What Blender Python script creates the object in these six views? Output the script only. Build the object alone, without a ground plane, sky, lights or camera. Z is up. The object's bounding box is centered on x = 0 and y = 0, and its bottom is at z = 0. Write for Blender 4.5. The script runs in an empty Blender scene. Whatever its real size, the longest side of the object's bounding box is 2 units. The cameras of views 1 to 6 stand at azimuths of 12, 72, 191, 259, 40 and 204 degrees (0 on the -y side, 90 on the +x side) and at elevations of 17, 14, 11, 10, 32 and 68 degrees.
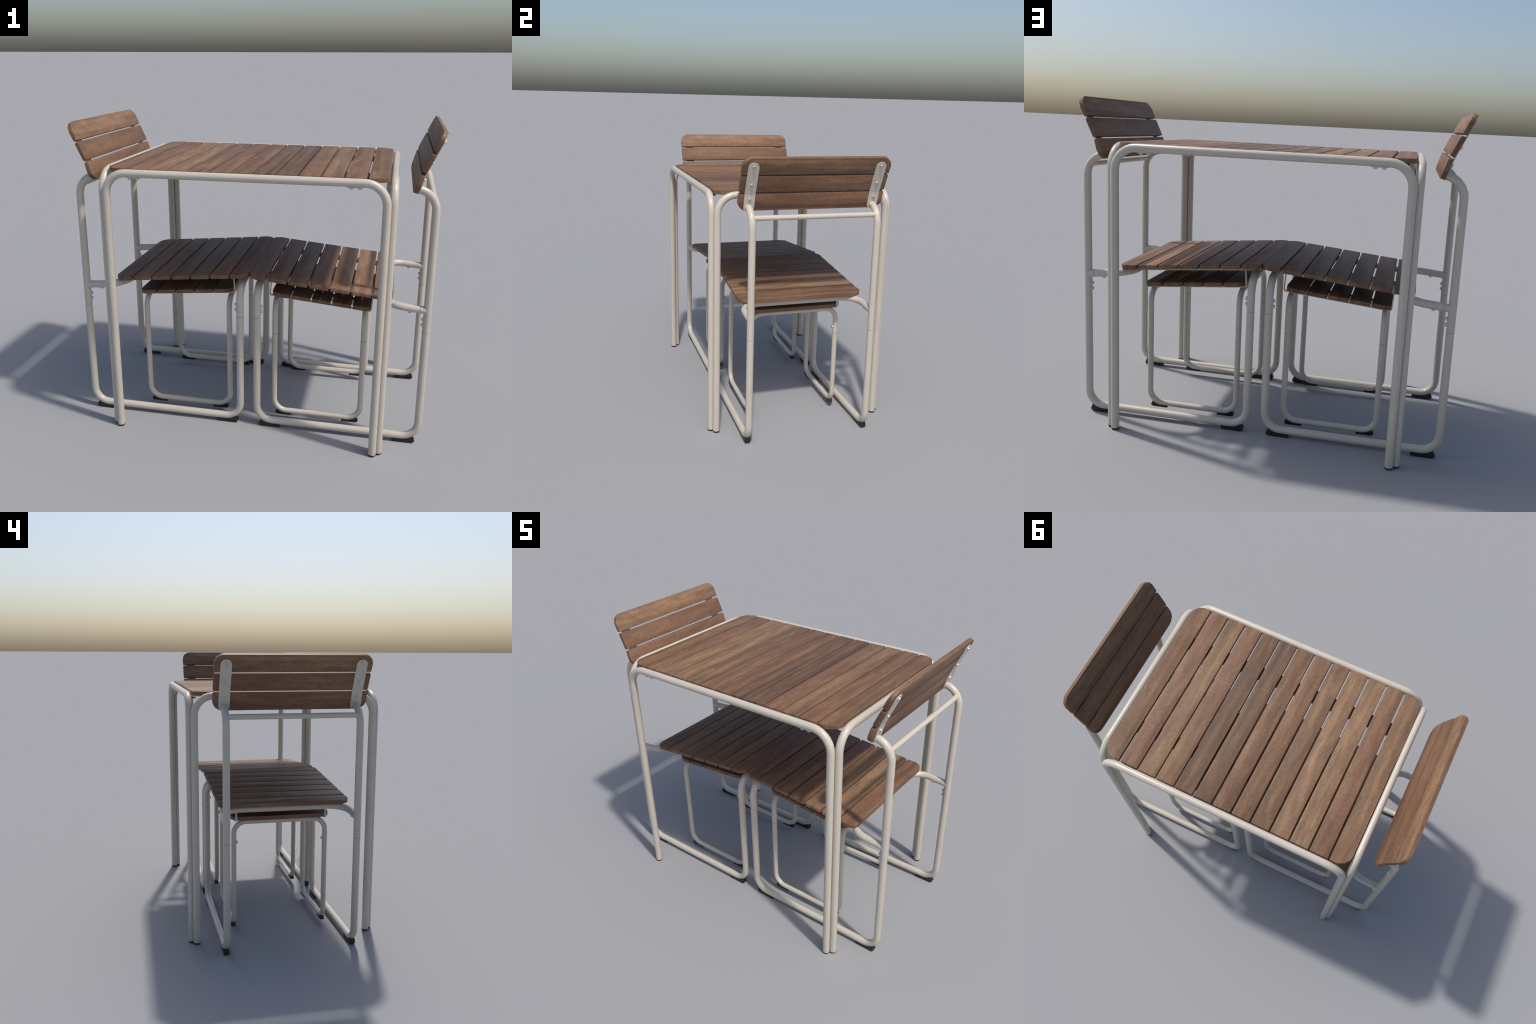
"""Slatted garden table with two chairs pushed under it; a stool hangs below each chair seat."""
import math
import random

import bmesh
import bpy
from mathutils import Matrix, Vector

random.seed(7)

# ------------------------------------------------------------------ sizes (metres)
R_TABLE, R_CHAIR, R_STOOL, R_CROSS = 0.0212, 0.0210, 0.0161, 0.0157
SLAT_T = 0.0232                    # thickness of every wooden slat
SEAT_FALL = math.radians(5.18)     # seats slope down to the rear
TABLE_Z = 1.5025                   # axis height of the table's top tubes
BEND_STEPS = 7                     # segments in a quarter bend


# ------------------------------------------------------------------ node helpers
class Nodes:
    def __init__(self, name):
        self.mat = bpy.data.materials.new(name)
        self.mat.use_nodes = True
        self.tree = self.mat.node_tree
        self.tree.nodes.clear()
        self.out = self.tree.nodes.new("ShaderNodeOutputMaterial")
        self.bsdf = self.tree.nodes.new("ShaderNodeBsdfPrincipled")
        self.link(self.bsdf.outputs[0], self.out.inputs[0])

    def new(self, kind, **props):
        n = self.tree.nodes.new(kind)
        for k, v in props.items():
            setattr(n, k, v)
        return n

    def link(self, a, b):
        self.tree.links.new(a, b)

    def put(self, socket, value):
        if isinstance(value, bpy.types.NodeSocket):
            self.link(value, socket)
        else:
            socket.default_value = value

    def math(self, op, a, b=0.0, clamp=False):
        n = self.new("ShaderNodeMath", operation=op, use_clamp=clamp)
        self.put(n.inputs[0], a)
        self.put(n.inputs[1], b)
        return n.outputs[0]

    def noise(self, vec, scale, detail=3.0, rough=0.55, distort=0.0):
        n = self.new("ShaderNodeTexNoise")
        self.link(vec, n.inputs["Vector"])
        n.inputs["Scale"].default_value = scale
        n.inputs["Detail"].default_value = detail
        n.inputs["Roughness"].default_value = rough
        n.inputs["Distortion"].default_value = distort
        return n.outputs["Fac"]

    def stretch(self, vec, sx, sy, sz):
        n = self.new("ShaderNodeVectorMath", operation="MULTIPLY")
        self.link(vec, n.inputs[0])
        n.inputs[1].default_value = (sx, sy, sz)
        return n.outputs[0]

    def ramp(self, fac, stops, interp="LINEAR"):
        n = self.new("ShaderNodeValToRGB")
        n.color_ramp.interpolation = interp
        els = n.color_ramp.elements
        while len(els) < len(stops):
            els.new(0.5)
        for e, (p, c) in zip(els, stops):
            e.position = p
            e.color = (*c, 1.0) if len(c) == 3 else c
        self.link(fac, n.inputs[0])
        return n.outputs[0]

    def mix(self, fac, a, b, mode="MIX"):
        n = self.new("ShaderNodeMix", data_type="RGBA", blend_type=mode)
        self.put(n.inputs["Factor"], fac)
        for socket, v in ((n.inputs["A"], a), (n.inputs["B"], b)):
            if isinstance(v, tuple) and len(v) == 3:
                v = (*v, 1.0)
            self.put(socket, v)
        return n.outputs["Result"]

    def prop(self, name):
        n = self.new("ShaderNodeAttribute", attribute_type="OBJECT", attribute_name='["%s"]' % name)
        return n.outputs["Fac"]

    def bump(self, height, strength, distance):
        n = self.new("ShaderNodeBump")
        n.inputs["Strength"].default_value = strength
        n.inputs["Distance"].default_value = distance
        self.link(height, n.inputs["Height"])
        self.link(n.outputs[0], self.bsdf.inputs["Normal"])


def wood_material():
    """Oiled acacia: long streaks, cathedral figure, fibres and pores; each slat has its own tone."""
    m = Nodes("acacia_wood")
    pos = m.new("ShaderNodeTexCoord").outputs["Object"]
    seed = m.prop("grain_seed")
    shift = m.new("ShaderNodeCombineXYZ")
    m.link(m.math("MULTIPLY", seed, 1.37), shift.inputs[0])
    m.link(m.math("MULTIPLY", seed, 3.11), shift.inputs[1])
    m.link(m.math("MULTIPLY", seed, 0.73), shift.inputs[2])
    add = m.new("ShaderNodeVectorMath", operation="ADD")
    m.link(pos, add.inputs[0])
    m.link(shift.outputs[0], add.inputs[1])
    p = add.outputs[0]

    # broad heartwood / sapwood streaks running along the slat (local Y)
    streak = m.noise(m.stretch(p, 24.0, 0.7, 16.0), 1.0, 3.0, 0.5, 0.35)
    # growth-ring figure: bands that wander slowly along the slat
    wander = m.noise(m.stretch(p, 5.0, 2.4, 5.0), 1.0, 2.0, 0.5)
    ring_in = m.new("ShaderNodeSeparateXYZ")
    m.link(m.stretch(p, 90.0, 2.6, 60.0), ring_in.inputs[0])
    ring_arg = m.math("ADD", ring_in.outputs[0], m.math("MULTIPLY", wander, 22.0))
    ring_arg = m.math("ADD", ring_arg, ring_in.outputs[2])
    rings = m.math("MULTIPLY_ADD", m.math("SINE", ring_arg), 0.5)
    rings.node.inputs[2].default_value = 0.5
    # fibres, flecks and pores
    fibre = m.noise(m.stretch(p, 230.0, 24.0, 230.0), 1.0, 4.0, 0.7)
    fleck = m.noise(m.stretch(p, 110.0, 60.0, 110.0), 1.0, 2.0, 0.5)
    pores = m.noise(m.stretch(p, 420.0, 50.0, 420.0), 1.0, 2.0, 0.5)
    mottle = m.noise(m.stretch(p, 34.0, 8.0, 34.0), 1.0, 3.0, 0.6)
    pore_mask = m.ramp(pores, [(0.60, (0, 0, 0)), (0.74, (1, 1, 1))])

    value = m.math("ADD", m.math("MULTIPLY", streak, 0.50), m.math("MULTIPLY", rings, 0.06))
    value = m.math("ADD", value, m.math("MULTIPLY", mottle, 0.22))
    value = m.math("ADD", value, 0.11)
    red = m.ramp(value, [(0.32, (0.120, 0.063, 0.040)), (0.50, (0.192, 0.100, 0.061)), (0.70, (0.245, 0.138, 0.084))])
    tan = m.ramp(value, [(0.32, (0.114, 0.067, 0.040)), (0.50, (0.194, 0.116, 0.066)), (0.70, (0.312, 0.198, 0.106))])
    grey = m.ramp(value, [(0.32, (0.074, 0.046, 0.033)), (0.52, (0.134, 0.081, 0.053)), (0.72, (0.205, 0.122, 0.074))])
    warm = m.prop("redness")
    dark = m.prop("greyness")
    # tone drifts a little along and across each slat
    drift = m.noise(m.stretch(p, 16.0, 1.4, 10.0), 1.0, 1.5, 0.5)
    drift = m.math("MULTIPLY_ADD", drift, 1.2)
    drift.node.inputs[2].default_value = -0.60
    colour = m.mix(m.math("ADD", warm, drift, clamp=True), tan, red)
    colour = m.mix(m.math("ADD", dark, drift, clamp=True), colour, grey)
    fine = m.ramp(fibre, [(0.28, (0.80, 0.80, 0.80)), (0.72, (1.17, 1.17, 1.17))])
    colour = m.mix(1.0, colour, fine, "MULTIPLY")
    grain = m.ramp(fleck, [(0.32, (0.88, 0.88, 0.88)), (0.68, (1.10, 1.10, 1.10))])
    colour = m.mix(1.0, colour, grain, "MULTIPLY")
    # irregular darker heart patches, and the overall lightness of this slat
    patch = m.noise(m.stretch(p, 13.0, 3.2, 13.0), 1.0, 2.0, 0.55, 0.4)
    patch = m.ramp(patch, [(0.33, (0.84, 0.83, 0.84)), (0.50, (1.0, 1.0, 1.0)), (0.72, (1.08, 1.08, 1.05))])
    colour = m.mix(1.0, colour, patch, "MULTIPLY")
    light = m.new("ShaderNodeCombineColor")
    for k in range(3):
        m.link(m.prop("lightness"), light.inputs[k])
    colour = m.mix(1.0, colour, light.outputs[0], "MULTIPLY")
    colour = m.mix(m.math("MULTIPLY", pore_mask, 0.30), colour, (0.050, 0.030, 0.020))
    m.link(colour, m.bsdf.inputs["Base Color"])
    m.bsdf.inputs["Roughness"].default_value = 0.55
    m.bsdf.inputs["Specular IOR Level"].default_value = 0.25
    m.bump(m.math("SUBTRACT", fibre, m.math("MULTIPLY", pore_mask, 0.8)), 0.18, 0.0012)
    return m.mat


def paint_material():
    """Warm off-white powder coating, smooth and slightly glossy."""
    m = Nodes("cream_powder_coat")
    pos = m.new("ShaderNodeTexCoord").outputs["Object"]
    cloud = m.noise(pos, 9.0, 2.0)
    m.link(m.ramp(cloud, [(0.3, (0.530, 0.478, 0.402)), (0.7, (0.560, 0.506, 0.427))]), m.bsdf.inputs["Base Color"])
    m.bsdf.inputs["Roughness"].default_value = 0.30
    m.bsdf.inputs["Specular IOR Level"].default_value = 0.5
    m.bump(m.noise(pos, 900.0, 1.0), 0.03, 0.0004)
    return m.mat


def rubber_material():
    m = Nodes("black_rubber")
    pos = m.new("ShaderNodeTexCoord").outputs["Object"]
    m.link(m.ramp(m.noise(pos, 60.0, 3.0), [(0.3, (0.010, 0.010, 0.010)), (0.7, (0.016, 0.016, 0.016))]), m.bsdf.inputs["Base Color"])
    m.bsdf.inputs["Roughness"].default_value = 0.5
    return m.mat


def zinc_material():
    m = Nodes("zinc_plated_steel")
    pos = m.new("ShaderNodeTexCoord").outputs["Object"]
    m.link(m.ramp(m.noise(pos, 200.0, 2.0), [(0.3, (0.50, 0.53, 0.54)), (0.7, (0.62, 0.65, 0.66))]), m.bsdf.inputs["Base Color"])
    m.bsdf.inputs["Metallic"].default_value = 0.75
    m.bsdf.inputs["Roughness"].default_value = 0.50
    return m.mat


WOOD, PAINT, RUBBER, ZINC = wood_material(), paint_material(), rubber_material(), zinc_material()


# ------------------------------------------------------------------ mesh helpers
def finish(bm, name, mat, angle=35.0):
    bmesh.ops.recalc_face_normals(bm, faces=bm.faces)
    me = bpy.data.meshes.new(name)
    bm.to_mesh(me)
    bm.free()
    me.materials.append(mat)
    me.polygons.foreach_set("use_smooth", [True] * len(me.polygons))
    me.set_sharp_from_angle(angle=math.radians(angle))
    return me


def rounded_path(corners, radii, steps=BEND_STEPS):
    """Polyline through corners with circular fillets; radii[i] belongs to corner i (ends ignored)."""
    pts = [Vector(corners[0])]
    for i in range(1, len(corners) - 1):
        a, b, c = Vector(corners[i - 1]), Vector(corners[i]), Vector(corners[i + 1])
        d1, d2 = (a - b).normalized(), (c - b).normalized()
        ang = d1.angle(d2)
        r = radii[i]
        t = r / math.tan(ang / 2)
        centre = b + (d1 + d2).normalized() * (r / math.sin(ang / 2))
        v0, v1 = (b + d1 * t) - centre, (b + d2 * t) - centre
        sweep = v0.angle(v1)
        n = max(2, round(steps * sweep / (math.pi / 2)))
        axis = v0.cross(v1).normalized()
        for k in range(n + 1):
            pts.append(centre + Matrix.Rotation(sweep * k / n, 3, axis) @ v0)
    pts.append(Vector(corners[-1]))
    return pts


def sweep(bm, pts, section, up=None):
    """Sweep a closed 2D section along a polyline with mitred joints; ends are capped."""
    n = len(pts)
    tang = [(pts[min(i + 1, n - 1)] - pts[max(i - 1, 0)]).normalized() for i in range(n)]
    for i in range(1, n - 1):
        tang[i] = ((pts[i + 1] - pts[i]).normalized() + (pts[i] - pts[i - 1]).normalized()).normalized()
    if up is None:
        up = Vector((0, 0, 1)) if abs(tang[0].z) < 0.9 else Vector((0, 1, 0))
    side = tang[0].cross(Vector(up)).normalized()
    rings = []
    for i in range(n):
        if i:
            rot = tang[i - 1].rotation_difference(tang[i])
            side = (rot @ side).normalized()
        side = (side - tang[i] * side.dot(tang[i])).normalized()
        other = side.cross(tang[i]).normalized()
        seg = (pts[min(i + 1, n - 1)] - pts[max(min(i, n - 2), 0)]).normalized()
        # widen the section at a joint so that the tube keeps its width
        grow = 1.0 / max(0.5, tang[i].dot(seg))
        bend = Vector((0, 0, 0))
        if 0 < i < n - 1:
            bend = (pts[i + 1] - pts[i]).normalized() - (pts[i] - pts[i - 1]).normalized()
        bend = bend.normalized() if bend.length > 1e-6 else None
        ring = []
        for a, b in section:
            off = side * a + other * b
            if bend is not None:
                off += bend * off.dot(bend) * (grow - 1.0)
            ring.append(bm.verts.new(pts[i] + off))
        rings.append(ring)
    m = len(section)
    for r0, r1 in zip(rings, rings[1:]):
        for k in range(m):
            bm.faces.new((r0[k], r0[(k + 1) % m], r1[(k + 1) % m], r1[k]))
    bm.faces.new(list(reversed(rings[0])))
    bm.faces.new(rings[-1])


def circle(r, n=24):
    return [(r * math.cos(2 * math.pi * k / n), r * math.sin(2 * math.pi * k / n)) for k in range(n)]


def tube_mesh(name, corners, radii, r, mat=PAINT, cores=()):
    """Bent round tube; cores are thin inner plugs that close the fine slit at a sleeve joint."""
    bm = bmesh.new()
    sweep(bm, rounded_path(corners, radii), circle(r))
    for a, b in cores:
        sweep(bm, [Vector(a), Vector(b)], circle(r - 0.0030))
    return finish(bm, name, mat)


def outline(w, l, corner):
    """Rounded rectangle, counter-clockwise. corner = radii at (-x-y), (+x-y), (+x+y), (-x+y)."""
    pts = []
    for (sx, sy), r, start in zip(((-1, -1), (1, -1), (1, 1), (-1, 1)), corner, (180, 270, 0, 90)):
        cx, cy = sx * (w / 2 - r), sy * (l / 2 - r)
        n = 3 if r < 0.015 else 9
        for k in range(n + 1):
            a = math.radians(start + 90 * k / n)
            pts.append((cx + r * math.cos(a), cy + r * math.sin(a)))
    return pts


def slab(name, pts, thick, mat, edge=0.0032, segs=2):
    """Flat board with an arbitrary convex outline and eased upper and lower edges, centred on z."""
    bm = bmesh.new()
    low = [bm.verts.new((x, y, -thick / 2)) for x, y in pts]
    top = [bm.verts.new((x, y, thick / 2)) for x, y in pts]
    bm.faces.new(list(reversed(low)))
    bm.faces.new(top)
    n = len(pts)
    for k in range(n):
        bm.faces.new((low[k], low[(k + 1) % n], top[(k + 1) % n], top[k]))
    rims = [e for e in bm.edges if abs(e.verts[0].co.z - e.verts[1].co.z) < 1e-9]
    bmesh.ops.bevel(bm, geom=rims, offset=edge, segments=segs, profile=0.5, affect="EDGES", clamp_overlap=True)
    return finish(bm, name, mat, 40)


def bolt_mesh():
    """Pan-head socket screw, axis +Z, seat at z = 0."""
    bm = bmesh.new()
    profile = [(0.0, -0.006), (0.0090, -0.006), (0.0094, 0.0), (0.0094, 0.0058), (0.0084, 0.0076), (0.0052, 0.0086), (0.0042, 0.0086), (0.0038, 0.0046), (0.0, 0.0042)]
    n = 18
    rings = []
    for r, z in profile:
        if r == 0.0:
            rings.append([bm.verts.new((0, 0, z))])
        else:
            rings.append([bm.verts.new((r * math.cos(2 * math.pi * k / n), r * math.sin(2 * math.pi * k / n), z)) for k in range(n)])
    for a, b in zip(rings, rings[1:]):
        for k in range(n):
            f = [a[k % len(a)], a[(k + 1) % n % len(a)], b[(k + 1) % n % len(b)], b[k % len(b)]]
            f = list(dict.fromkeys(f))
            bm.faces.new(f)
    return finish(bm, "bolt", ZINC, 40)


def wedge_mesh(name, profile, half_width, mat=RUBBER):
    """Extrude an (x, z) profile across y with rounded side edges."""
    bm = bmesh.new()
    a = [bm.verts.new((x, -half_width, z)) for x, z in profile]
    b = [bm.verts.new((x, half_width, z)) for x, z in profile]
    n = len(profile)
    bm.faces.new(a)
    bm.faces.new(list(reversed(b)))
    for k in range(n):
        bm.faces.new((a[k], b[k], b[(k + 1) % n], a[(k + 1) % n]))
    rims = [e for e in bm.edges if abs(e.verts[0].co.y - e.verts[1].co.y) < 1e-9]
    bmesh.ops.bevel(bm, geom=rims, offset=0.0035, segments=3, profile=0.5, affect="EDGES", clamp_overlap=True)
    return finish(bm, name, mat, 50)


BOLT = bolt_mesh()


# ------------------------------------------------------------------ object helpers
def thing(name, label, category, place, turn=0.0):
    o = bpy.data.objects.new(name, None)
    o.empty_display_size = 0.1
    o.location = place
    o.rotation_euler = (0, 0, turn)
    o["label"], o["category"] = label, category
    bpy.context.scene.collection.objects.link(o)
    return o


def part(name, mesh, parent, matrix=None, **props):
    o = bpy.data.objects.new(name, mesh)
    o.parent = parent
    o.matrix_local = matrix if matrix is not None else Matrix()
    for k, v in props.items():
        o[k] = v
    bpy.context.scene.collection.objects.link(o)
    return o


def frame(origin, x_axis, z_axis):
    x, z = Vector(x_axis).normalized(), Vector(z_axis).normalized()
    y = z.cross(x)
    m = Matrix((x, y, z)).transposed().to_4x4()
    m.translation = Vector(origin)
    return m


def bolt(parent, place, direction):
    d = Vector(direction).normalized()
    ref = Vector((0, 1, 0)) if abs(d.y) < 0.9 else Vector((1, 0, 0))
    return part("bolt", BOLT, parent, frame(place, ref.cross(d), d))


# tone words -> (redness, greyness, lightness)
TONE = {"tan": (0.35, 0.0, 1.0), "gold": (0.0, -0.15, 1.14), "red": (0.85, -0.2, 1.05), "brown": (0.65, 0.0, 1.0),
        "honey": (0.20, -0.2, 1.22), "grey": (0.5, 0.62, 0.95), "streak": (0.25, 0.40, 1.05)}


def wood_part(name, mesh, parent, matrix, tone, seed):
    r, g, l = TONE[tone]
    return part(name, mesh, parent, matrix, redness=float(r), greyness=float(g), lightness=l * random.uniform(0.95, 1.05), grain_seed=float(seed))


# ------------------------------------------------------------------ table
def build_table():
    table = thing("garden_table", "slatted acacia table on cream bent tube frames", "table", (0, 0, 0))
    lx, ly = 0.731, 0.566            # legs of the two long frames
    sx, sy = 0.762, 0.539            # legs of the two short frames
    foot = 0.006
    rb = 0.112
    long_frame = tube_mesh("long_leg_frame", [(-lx, 0, foot), (-lx, 0, TABLE_Z), (lx, 0, TABLE_Z), (lx, 0, foot)], [0, rb, rb, 0], R_TABLE)
    short_frame = tube_mesh("short_leg_frame", [(0, -sy, foot), (0, -sy, TABLE_Z), (0, sy, TABLE_Z), (0, sy, foot)], [0, rb, rb, 0], R_TABLE)
    bm = bmesh.new()
    sweep(bm, [Vector((0, 0, 0.0)), Vector((0, 0, 0.004)), Vector((0, 0, 0.0085))], circle(R_TABLE + 0.0003))
    for v in bm.verts:
        if v.co.z < 0.001:
            v.co.x *= 0.86
            v.co.y *= 0.86
    cap = finish(bm, "foot_cap", RUBBER, 60)
    for s in (-1, 1):
        part("leg_frame", long_frame, table, Matrix.Translation((0, s * ly, 0)))
        part("leg_frame", short_frame, table, Matrix.Translation((s * sx, 0, 0)))
        for t in (-1, 1):
            part("foot_cap", cap, table, Matrix.Translation((t * lx, s * ly, 0)))
            part("foot_cap", cap, table, Matrix.Translation((s * sx, t * sy, 0)))

    pitch, width, length, top = 0.1144, 0.1048, 1.085, 1.5245
    inner = slab("tabletop_slat", outline(width, length, [0.004] * 4), SLAT_T, WOOD)
    outer = slab("tabletop_end_slat", outline(width, length, [0.004, 0.072, 0.072, 0.004]), SLAT_T, WOOD)
    tones = ["tan", "red", "gold", "honey", "streak", "brown", "brown", "grey", "grey", "brown", "gold", "red", "tan"]
    for i, tone in enumerate(tones):
        k = i - 6
        place = (k * pitch, 0, top - SLAT_T / 2)
        turn = Matrix.Rotation(math.pi, 4, "Z") if k == -6 else Matrix()
        mesh = outer if abs(k) == 6 else inner
        wood_part("tabletop_slat", mesh, table, Matrix.Translation(place) @ turn, tone, 2.3 + 1.71 * i)

    # two wooden battens carry the slats; steel plates tie them to the tubes
    batten = slab("batten", outline(0.078, 1.41, [0.004] * 4), 0.0245, WOOD)
    under = top - SLAT_T
    for s in (-1, 1):
        wood_part("batten", batten, table, frame((0, s * 0.302, under - 0.01255), (0, 1, 0), (0, 0, 1)), "grey", 40 + s)
    plate = slab("mounting_plate", outline(0.082, 0.062, [0.010] * 4), 0.005, PAINT, 0.0012)
    for s in (-1, 1):
        for t in (-1, 1):
            p = part("mounting_plate", plate, table, Matrix.Translation((t * 0.574, s * 0.541, TABLE_Z - R_TABLE - 0.0014)))
            for dx in (-0.0205, 0.0205):
                bolt(p, (dx, s * 0.020, -0.0024), (0, 0, -1))
            for dy in (-0.020, 0.020):
                bolt(table, (t * 0.690, s * 0.302 + dy, under - 0.0245), (0, 0, -1))


# ------------------------------------------------------------------ shared chair / stool pieces
U_SEAT = Vector((math.cos(SEAT_FALL), 0, -math.sin(SEAT_FALL)))
N_SEAT = Vector((math.sin(SEAT_FALL), 0, math.cos(SEAT_FALL)))


def foot_profile(tip, heel, z0, tube_z, bend_c, bend_r):
    """Side view of a rubber foot under a tube bend; tip = outer end, heel = inner end (x)."""
    s = 1 if tip > heel else -1
    top_x = tip - s * 0.012
    rise = bend_c[1] - math.sqrt(max(1e-6, bend_r ** 2 - (top_x - bend_c[0]) ** 2))
    prof = [(heel, z0), (tip - s * 0.015, z0), (tip - s * 0.004, z0 + 0.004), (tip, z0 + 0.012), (top_x, rise + 0.004)]
    mid = (tip + heel) / 2 + s * 0.012
    prof += [(mid, tube_z - bend_r * 0.0 + 0.004), (heel, tube_z)]
    return prof


def angle_rail(name, x0, x1, y_in, y_out, drop, z_at):
    """Angle-section rail under the slats: flat flange on top, upright flange outside."""
    bm = bmesh.new()
    t = 0.004
    a, b = Vector((x0, 0, z_at(x0))), Vector((x1, 0, z_at(x1)))
    s = 1 if y_out > y_in else -1
    sec = [(y_in, 0), (y_out, 0), (y_out, -drop), (y_out - s * t, -drop), (y_out - s * t, -t), (y_in, -t)]
    r0 = [bm.verts.new(a + Vector((0, y, 0)) + N_SEAT * h) for y, h in sec]
    r1 = [bm.verts.new(b + Vector((0, y, 0)) + N_SEAT * h) for y, h in sec]
    n = len(sec)
    for k in range(n):
        bm.faces.new((r0[k], r0[(k + 1) % n], r1[(k + 1) % n], r1[k]))
    bm.faces.new(list(reversed(r0)))
    bm.faces.new(r1)
    return finish(bm, name, PAINT, 30)


# ------------------------------------------------------------------ chair
XR = 0.9733  # axis of the rear posts
CX = 0.5   # the chair is described in the frame of the one standing on +x, shifted by CX


def seat_top(x):
    return 0.9260 - math.tan(SEAT_FALL) * (x - 0.104)


def chair_meshes():
    M = {}
    y, zb, rb, join, slit = 0.3865, 0.0335, 0.090, 0.679, 0.0012
    xf, xr = 0.0495, XR
    M["side_frame"] = tube_mesh("side_frame", [(xf - CX, 0, join - slit), (xf - CX, 0, zb), (xr - CX, 0, zb), (xr - CX, 0, join - slit)], [0, rb, rb, 0], R_CHAIR,
                                cores=[((xf - CX, 0, join - 0.01), (xf - CX, 0, join + 0.01)), ((xr - CX, 0, join - 0.01), (xr - CX, 0, join + 0.01))])
    zf = 0.8635
    M["front_frame"] = tube_mesh("front_frame", [(xf - CX, -y, join + slit), (xf - CX, -y, zf), (xf - CX, y, zf), (xf - CX, y, join + slit)], [0, 0.100, 0.100, 0], R_CHAIR)
    # rear post: straight up, then a forward bend that ends against the backrest bracket
    r, a = 0.110, math.radians(77)
    z0 = 1.340
    pts = [Vector((xr - CX, 0, join + slit)), Vector((xr - CX, 0, 0.9))]
    n = 8
    for k in range(n + 1):
        t = a * k / n
        pts.append(Vector((xr - r + r * math.cos(t) - CX, 0, z0 + r * math.sin(t))))
    tail = Vector((-math.sin(a), 0, math.cos(a)))
    pts.append(pts[-1] + tail * 0.006)
    bm = bmesh.new()
    sweep(bm, pts, circle(R_CHAIR))
    # short stub that takes the seat support
    zs = 0.7996
    sweep(bm, [Vector((xr - CX, 0, zs)), Vector((0.9335 - CX, 0, zs + 0.0039))], circle(R_CHAIR))
    sweep(bm, [Vector((0.94 - CX, 0, zs + 0.0034)), Vector((0.925 - CX, 0, zs + 0.0046))], circle(R_CHAIR - 0.0030))
    M["rear_post"] = finish(bm, "rear_post", PAINT)
    M["crossbar"] = tube_mesh("crossbar", [(0.9605 - CX, -y, 1.3985), (0.9605 - CX, y, 1.3985)], [0, 0], R_CROSS)
    xs, rise = 0.738, math.tan(SEAT_FALL)
    x1 = 0.9310
    zr = lambda x: 0.7995 + rise * (0.9765 - x)
    M["seat_support"] = tube_mesh("seat_support", [(x1 - CX, -y, zr(x1)), (xs - CX, -y, zr(xs)), (xs - CX, y, zr(xs)), (x1 - CX, y, zr(x1))], [0, 0.115, 0.115, 0], R_CHAIR)
    under = lambda x: seat_top(x + CX) - SLAT_T / math.cos(SEAT_FALL) - 0.0004
    for s in (-1, 1):
        M["seat_rail", s] = angle_rail("seat_rail", 0.028 - CX, 0.722 - CX, s * 0.220, s * 0.276, 0.031, under)
    # strap that carries the stool
    hw, ht = 0.0057, 0.0030
    bm = bmesh.new()
    path = rounded_path([(0.1120 - CX, 0, under(0.112 - CX) - 0.004), (0.1035 - CX, 0, 0.7812), (0.6765 - CX, 0, 0.7294), (0.6840 - CX, 0, under(0.684 - CX) - 0.004)], [0, 0.012, 0.012, 0], 5)
    sweep(bm, path, [(-hw, -ht), (hw, -ht), (hw, ht), (-hw, ht)], up=(1, 0, 0))
    M["hanger_strap"] = finish(bm, "hanger_strap", PAINT, 30)
    # rubber feet
    ro = rb + R_CHAIR - 0.004
    M["foot", "rear"] = wedge_mesh("foot", foot_profile(0.960 - CX, 0.835 - CX, 0.0, zb - 0.006, (xr - rb - CX, zb + rb), ro), 0.0165)
    M["foot", "front"] = wedge_mesh("foot", foot_profile(0.0635 - CX, 0.188 - CX, 0.0, zb - 0.006, (xf + rb - CX, zb + rb), ro), 0.0165)
    # slats
    length = 0.808
    M["seat_slat"] = slab("seat_slat", outline(0.1050, length, [0.006] * 4), SLAT_T, WOOD)
    M["seat_slat", "front"] = slab("front_seat_slat", outline(0.1020, length, [0.055, 0.004, 0.004, 0.055]), SLAT_T, WOOD)
    M["seat_slat", "rear"] = slab("rear_seat_slat", outline(0.1045, length, [0.004, 0.055, 0.055, 0.004]), SLAT_T, WOOD)
    M["back", 0] = slab("upper_backrest_slat", outline(0.1045, 0.899, [0.007, 0.056, 0.056, 0.007]), SLAT_T, WOOD)
    M["back", 1] = slab("middle_backrest_slat", outline(0.1055, 0.899, [0.008] * 4), SLAT_T, WOOD)
    M["back", 2] = slab("lower_backrest_slat", outline(0.1055, 0.899, [0.056, 0.008, 0.008, 0.056]), SLAT_T, WOOD)
    M["bracket"] = bracket_mesh()
    return M


# backrest slats: centre (x, z) and lean from the vertical
BACK = [((0.9663, 1.6924), math.radians(24.6)), ((0.9189, 1.5883), math.radians(24.9)), ((0.8782, 1.4810), math.radians(16.4))]


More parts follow.
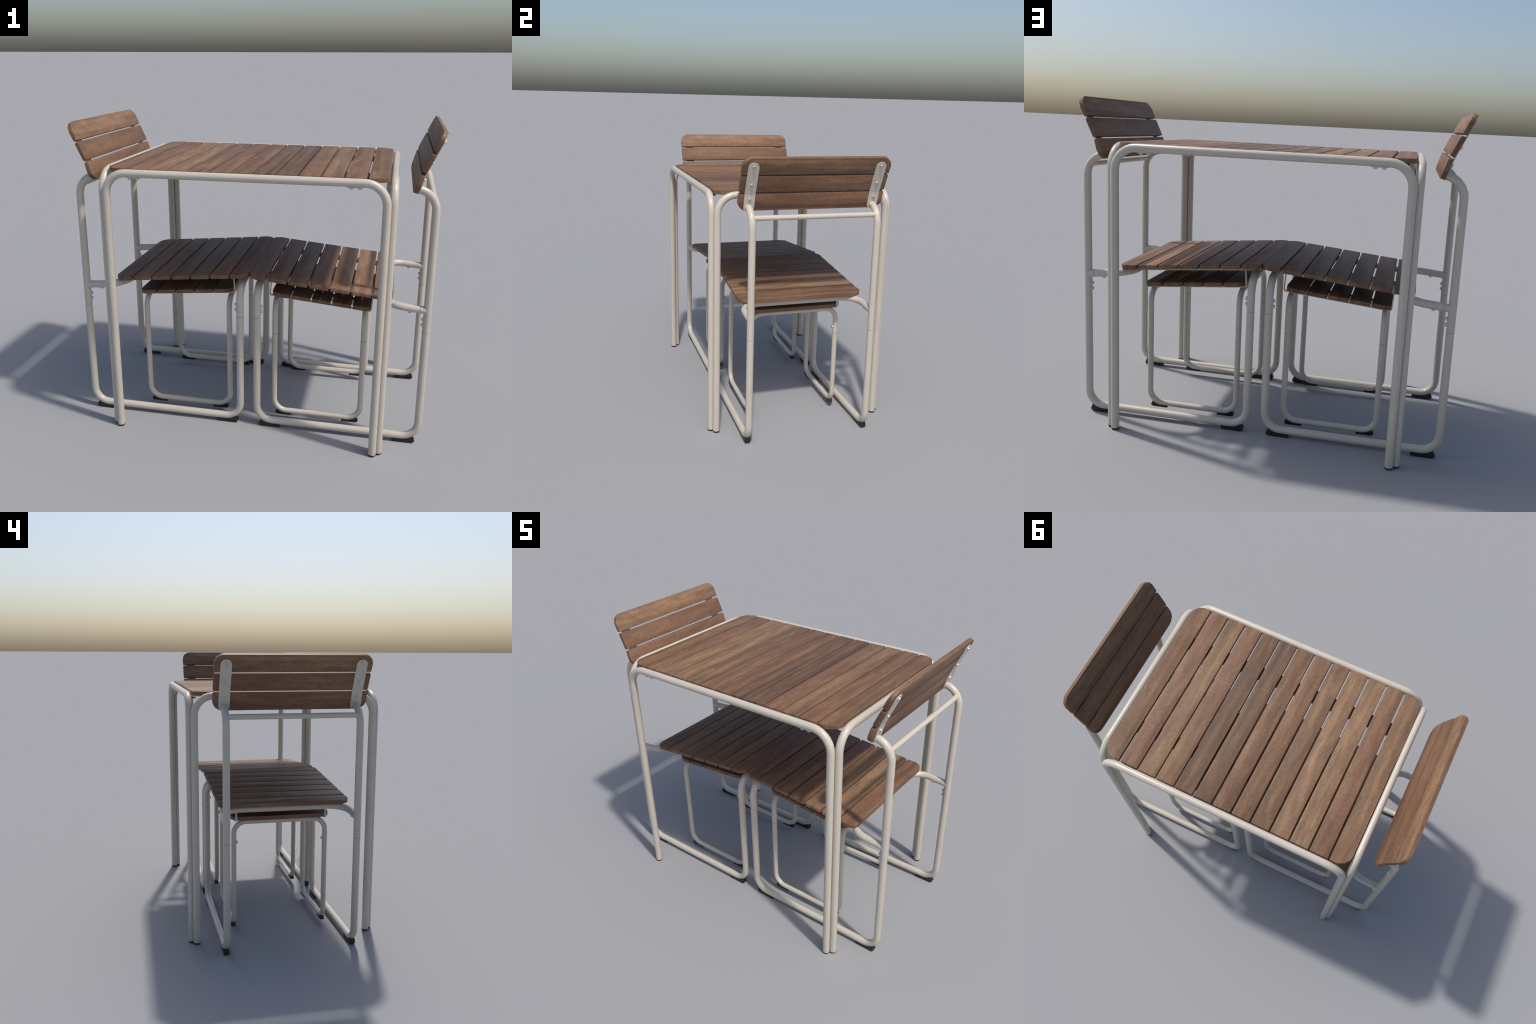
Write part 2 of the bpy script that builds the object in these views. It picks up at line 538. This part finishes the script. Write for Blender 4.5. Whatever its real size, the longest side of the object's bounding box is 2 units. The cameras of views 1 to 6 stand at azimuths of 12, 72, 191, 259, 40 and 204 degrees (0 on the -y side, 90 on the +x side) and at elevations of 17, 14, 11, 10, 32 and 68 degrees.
def bracket_mesh():
    """Flat steel strip behind the backrest slats, bent once, round at the top."""
    p0, p1, p2 = Vector((0.8752, 1.4270)), Vector((0.9040, 1.5275)), Vector((0.9890, 1.7125))
    l1, l2 = (p1 - p0).length, (p2 - p1).length
    total, half, t = l1 + l2, 0.0318, 0.0055

    def place(s):
        s = max(0.0, min(total, s))
        if s < l1:
            q = p0 + (p1 - p0) * (s / l1)
        else:
            q = p1 + (p2 - p1) * ((s - l1) / l2)
        d1, d2 = (p1 - p0).normalized(), (p2 - p1).normalized()
        w = min(1.0, max(0.0, (s - l1 + 0.02) / 0.04))
        d = (d1 * (1 - w) + d2 * w).normalized()
        return q, Vector((d.y, -d.x))

    stations = []
    for k in range(9):                          # rounded foot
        a = math.radians(90 * k / 8)
        stations.append((0.022 - 0.022 * math.cos(a), half - 0.022 + 0.022 * math.sin(a)))
    stations += [(0.05, half), (l1 - 0.02, half), (l1 - 0.01, half), (l1, half), (l1 + 0.01, half), (l1 + 0.02, half)]
    for k in range(11):                         # semicircular top
        a = math.radians(90 * k / 10)
        stations.append((total - half + half * math.sin(a), max(0.0008, half * math.cos(a))))
    bm = bmesh.new()
    rows = []
    for s, w in stations:
        q, n = place(s)
        row = []
        for yy, off in ((-w, 0.0006), (w, 0.0006), (w, t), (-w, t)):
            row.append(bm.verts.new((q.x + n.x * off - CX, yy, q.y + n.y * off)))
        rows.append(row)
    for a, b in zip(rows, rows[1:]):
        for k in range(4):
            bm.faces.new((a[k], a[(k + 1) % 4], b[(k + 1) % 4], b[k]))
    bm.faces.new(list(reversed(rows[0])))
    bm.faces.new(rows[-1])
    return finish(bm, "backrest_bracket", PAINT, 40)


def build_chair(M, side, tones, back_tones, seed):
    chair = thing("garden_chair", "cream tube chair with sloping acacia slat seat", "chair", (CX * side, 0, 0), 0 if side > 0 else math.pi)
    y = 0.3865
    for s in (-1, 1):
        shift = Matrix.Translation((0, s * y, 0))
        f = part("side_frame", M["side_frame"], chair, shift)
        for end in ("front", "rear"):
            part("foot", M["foot", end], f)
        post = part("rear_post", M["rear_post"], chair, shift)
        for z in (0.747, 0.7165):
            bolt(post, (XR - R_CHAIR - CX, 0, z), (-1, 0, 0))
        br = part("backrest_bracket", M["bracket"], chair, Matrix.Translation((0, s * 0.385, 0)))
        for (bx, bz), lean in zip(((0.9868, 1.6870), (0.9378, 1.5815), (0.9040, 1.4952)), (24.7, 24.7, 17.0)):
            a = math.radians(lean)
            d = Vector((math.cos(a), 0, -math.sin(a)))
            bolt(br, Vector((bx - CX, 0, bz)) - d * 0.0040, d)
        part("seat_rail", M["seat_rail", s], chair)
        part("hanger_strap", M["hanger_strap"], chair, Matrix.Translation((0, s * 0.2822, 0)))
    front = part("front_frame", M["front_frame"], chair)
    support = part("seat_support", M["seat_support"], chair)
    part("crossbar", M["crossbar"], chair)
    for s in (-1, 1):
        for z in (0.747, 0.7165):
            bolt(front, (0.0495 + R_CHAIR - CX, s * y, z), (1, 0, 0))
        bolt(support, (0.881 - CX, s * y, 0.8098 - R_CHAIR), (0, 0, -1))

    for k in range(7):
        x = 0.107 + 0.1147 * (k - 0.5)
        mesh = M["seat_slat"]
        if k == 0:
            x, mesh = 0.0512, M["seat_slat", "front"]
        if k == 6:
            mesh = M["seat_slat", "rear"]
        c = Vector((x - CX, 0, seat_top(x))) - N_SEAT * (SLAT_T / 2)
        wood_part("seat_slat", mesh, chair, frame(c, U_SEAT, N_SEAT), tones[k], seed + 1.93 * k)
    for k, ((bx, bz), lean) in enumerate(BACK):
        u = (math.sin(lean), 0, math.cos(lean))
        n = (-math.cos(lean), 0, math.sin(lean))
        wood_part("backrest_slat", M["back", k], chair, frame((bx - CX, 0, bz), u, n), back_tones[k], seed + 20 + 2.7 * k)


# ------------------------------------------------------------------ stool
SX, SZ = 0.391, 0.029   # centre and hanging height of the stool


def stool_top(x):
    return 0.7675 - math.tan(SEAT_FALL) * (x - 0.571)


def stool_meshes():
    M = {}
    y, zb, rb, join, slit = 0.292, 0.0525, 0.075, 0.5515, 0.0011
    xf, xr = 0.136, 0.6445
    P = lambda x, yy, z: (x - SX, yy, z - SZ)
    M["side_frame"] = tube_mesh("side_frame", [P(xf, 0, join - slit), P(xf, 0, zb), P(xr, 0, zb), P(xr, 0, join - slit)], [0, rb, rb, 0], R_STOOL,
                                cores=[(P(x, 0, join - 0.01), P(x, 0, join + 0.01)) for x in (xf, xr)])
    for name, x, z in (("front", xf, 0.753), ("rear", xr, 0.7195)):
        M["frame", name] = tube_mesh("leg_frame", [P(x, -y, join + slit), P(x, -y, z), P(x, y, z), P(x, y, join + slit)], [0, rb, rb, 0], R_STOOL)
    under = lambda x: stool_top(x + SX) - SLAT_T / math.cos(SEAT_FALL) - 0.0004 - SZ
    for s in (-1, 1):
        M["seat_rail", s] = angle_rail("seat_rail", 0.122 - SX, 0.630 - SX, s * 0.121, s * 0.171, 0.029, under)
    ro = rb + R_STOOL - 0.004
    M["foot", "rear"] = wedge_mesh("foot", foot_profile(0.6365 - SX, 0.539 - SX, 0.0, zb - SZ - 0.005, (xr - rb - SX, zb + rb - SZ), ro), 0.0128)
    M["foot", "front"] = wedge_mesh("foot", foot_profile(0.1445 - SX, 0.242 - SX, 0.0, zb - SZ - 0.005, (xf + rb - SX, zb + rb - SZ), ro), 0.0128)
    length = 0.622
    M["seat_slat"] = slab("seat_slat", outline(0.1060, length, [0.006] * 4), SLAT_T, WOOD)
    M["seat_slat", "front"] = slab("front_seat_slat", outline(0.1055, length, [0.050, 0.004, 0.004, 0.050]), SLAT_T, WOOD)
    M["seat_slat", "rear"] = slab("rear_seat_slat", outline(0.1035, length, [0.004, 0.050, 0.050, 0.004]), SLAT_T, WOOD)
    return M


def build_stool(M, side, tones, seed):
    stool = thing("stool", "small cream tube stool with five acacia slats", "stool", (SX * side, 0, SZ), 0 if side > 0 else math.pi)
    for s in (-1, 1):
        f = part("side_frame", M["side_frame"], stool, Matrix.Translation((0, s * 0.292, 0)))
        for end in ("front", "rear"):
            part("foot", M["foot", end], f)
        part("seat_rail", M["seat_rail", s], stool)
    for name, x in (("front", 0.136), ("rear", 0.6445)):
        f = part("leg_frame", M["frame", name], stool)
        for s in (-1, 1):
            bolt(f, (x - SX, s * (0.292 - R_STOOL), 0.590 - SZ), (0, -s, 0))
    for k in range(5):
        x = 0.227 + 0.1148 * (k - 0.5)
        mesh = M["seat_slat", "front"] if k == 0 else M["seat_slat"]
        if k == 4:
            x, mesh = x - 0.001, M["seat_slat", "rear"]
        c = Vector((x - SX, 0, stool_top(x) - SZ)) - N_SEAT * (SLAT_T / 2)
        wood_part("seat_slat", mesh, stool, frame(c, U_SEAT, N_SEAT), tones[k], seed + 1.47 * k)


# ------------------------------------------------------------------ assemble
build_table()
CHAIR, STOOL = chair_meshes(), stool_meshes()
build_chair(CHAIR, 1, ["red", "brown", "streak", "red", "honey", "honey", "red"], ["tan", "brown", "red"], 60.0)
build_chair(CHAIR, -1, ["red", "tan", "streak", "tan", "brown", "red", "brown"], ["honey", "brown", "red"], 60.0)
build_stool(STOOL, 1, ["brown", "red", "tan", "brown", "red"], 110.0)
build_stool(STOOL, -1, ["red", "brown", "brown", "tan", "brown"], 130.0)
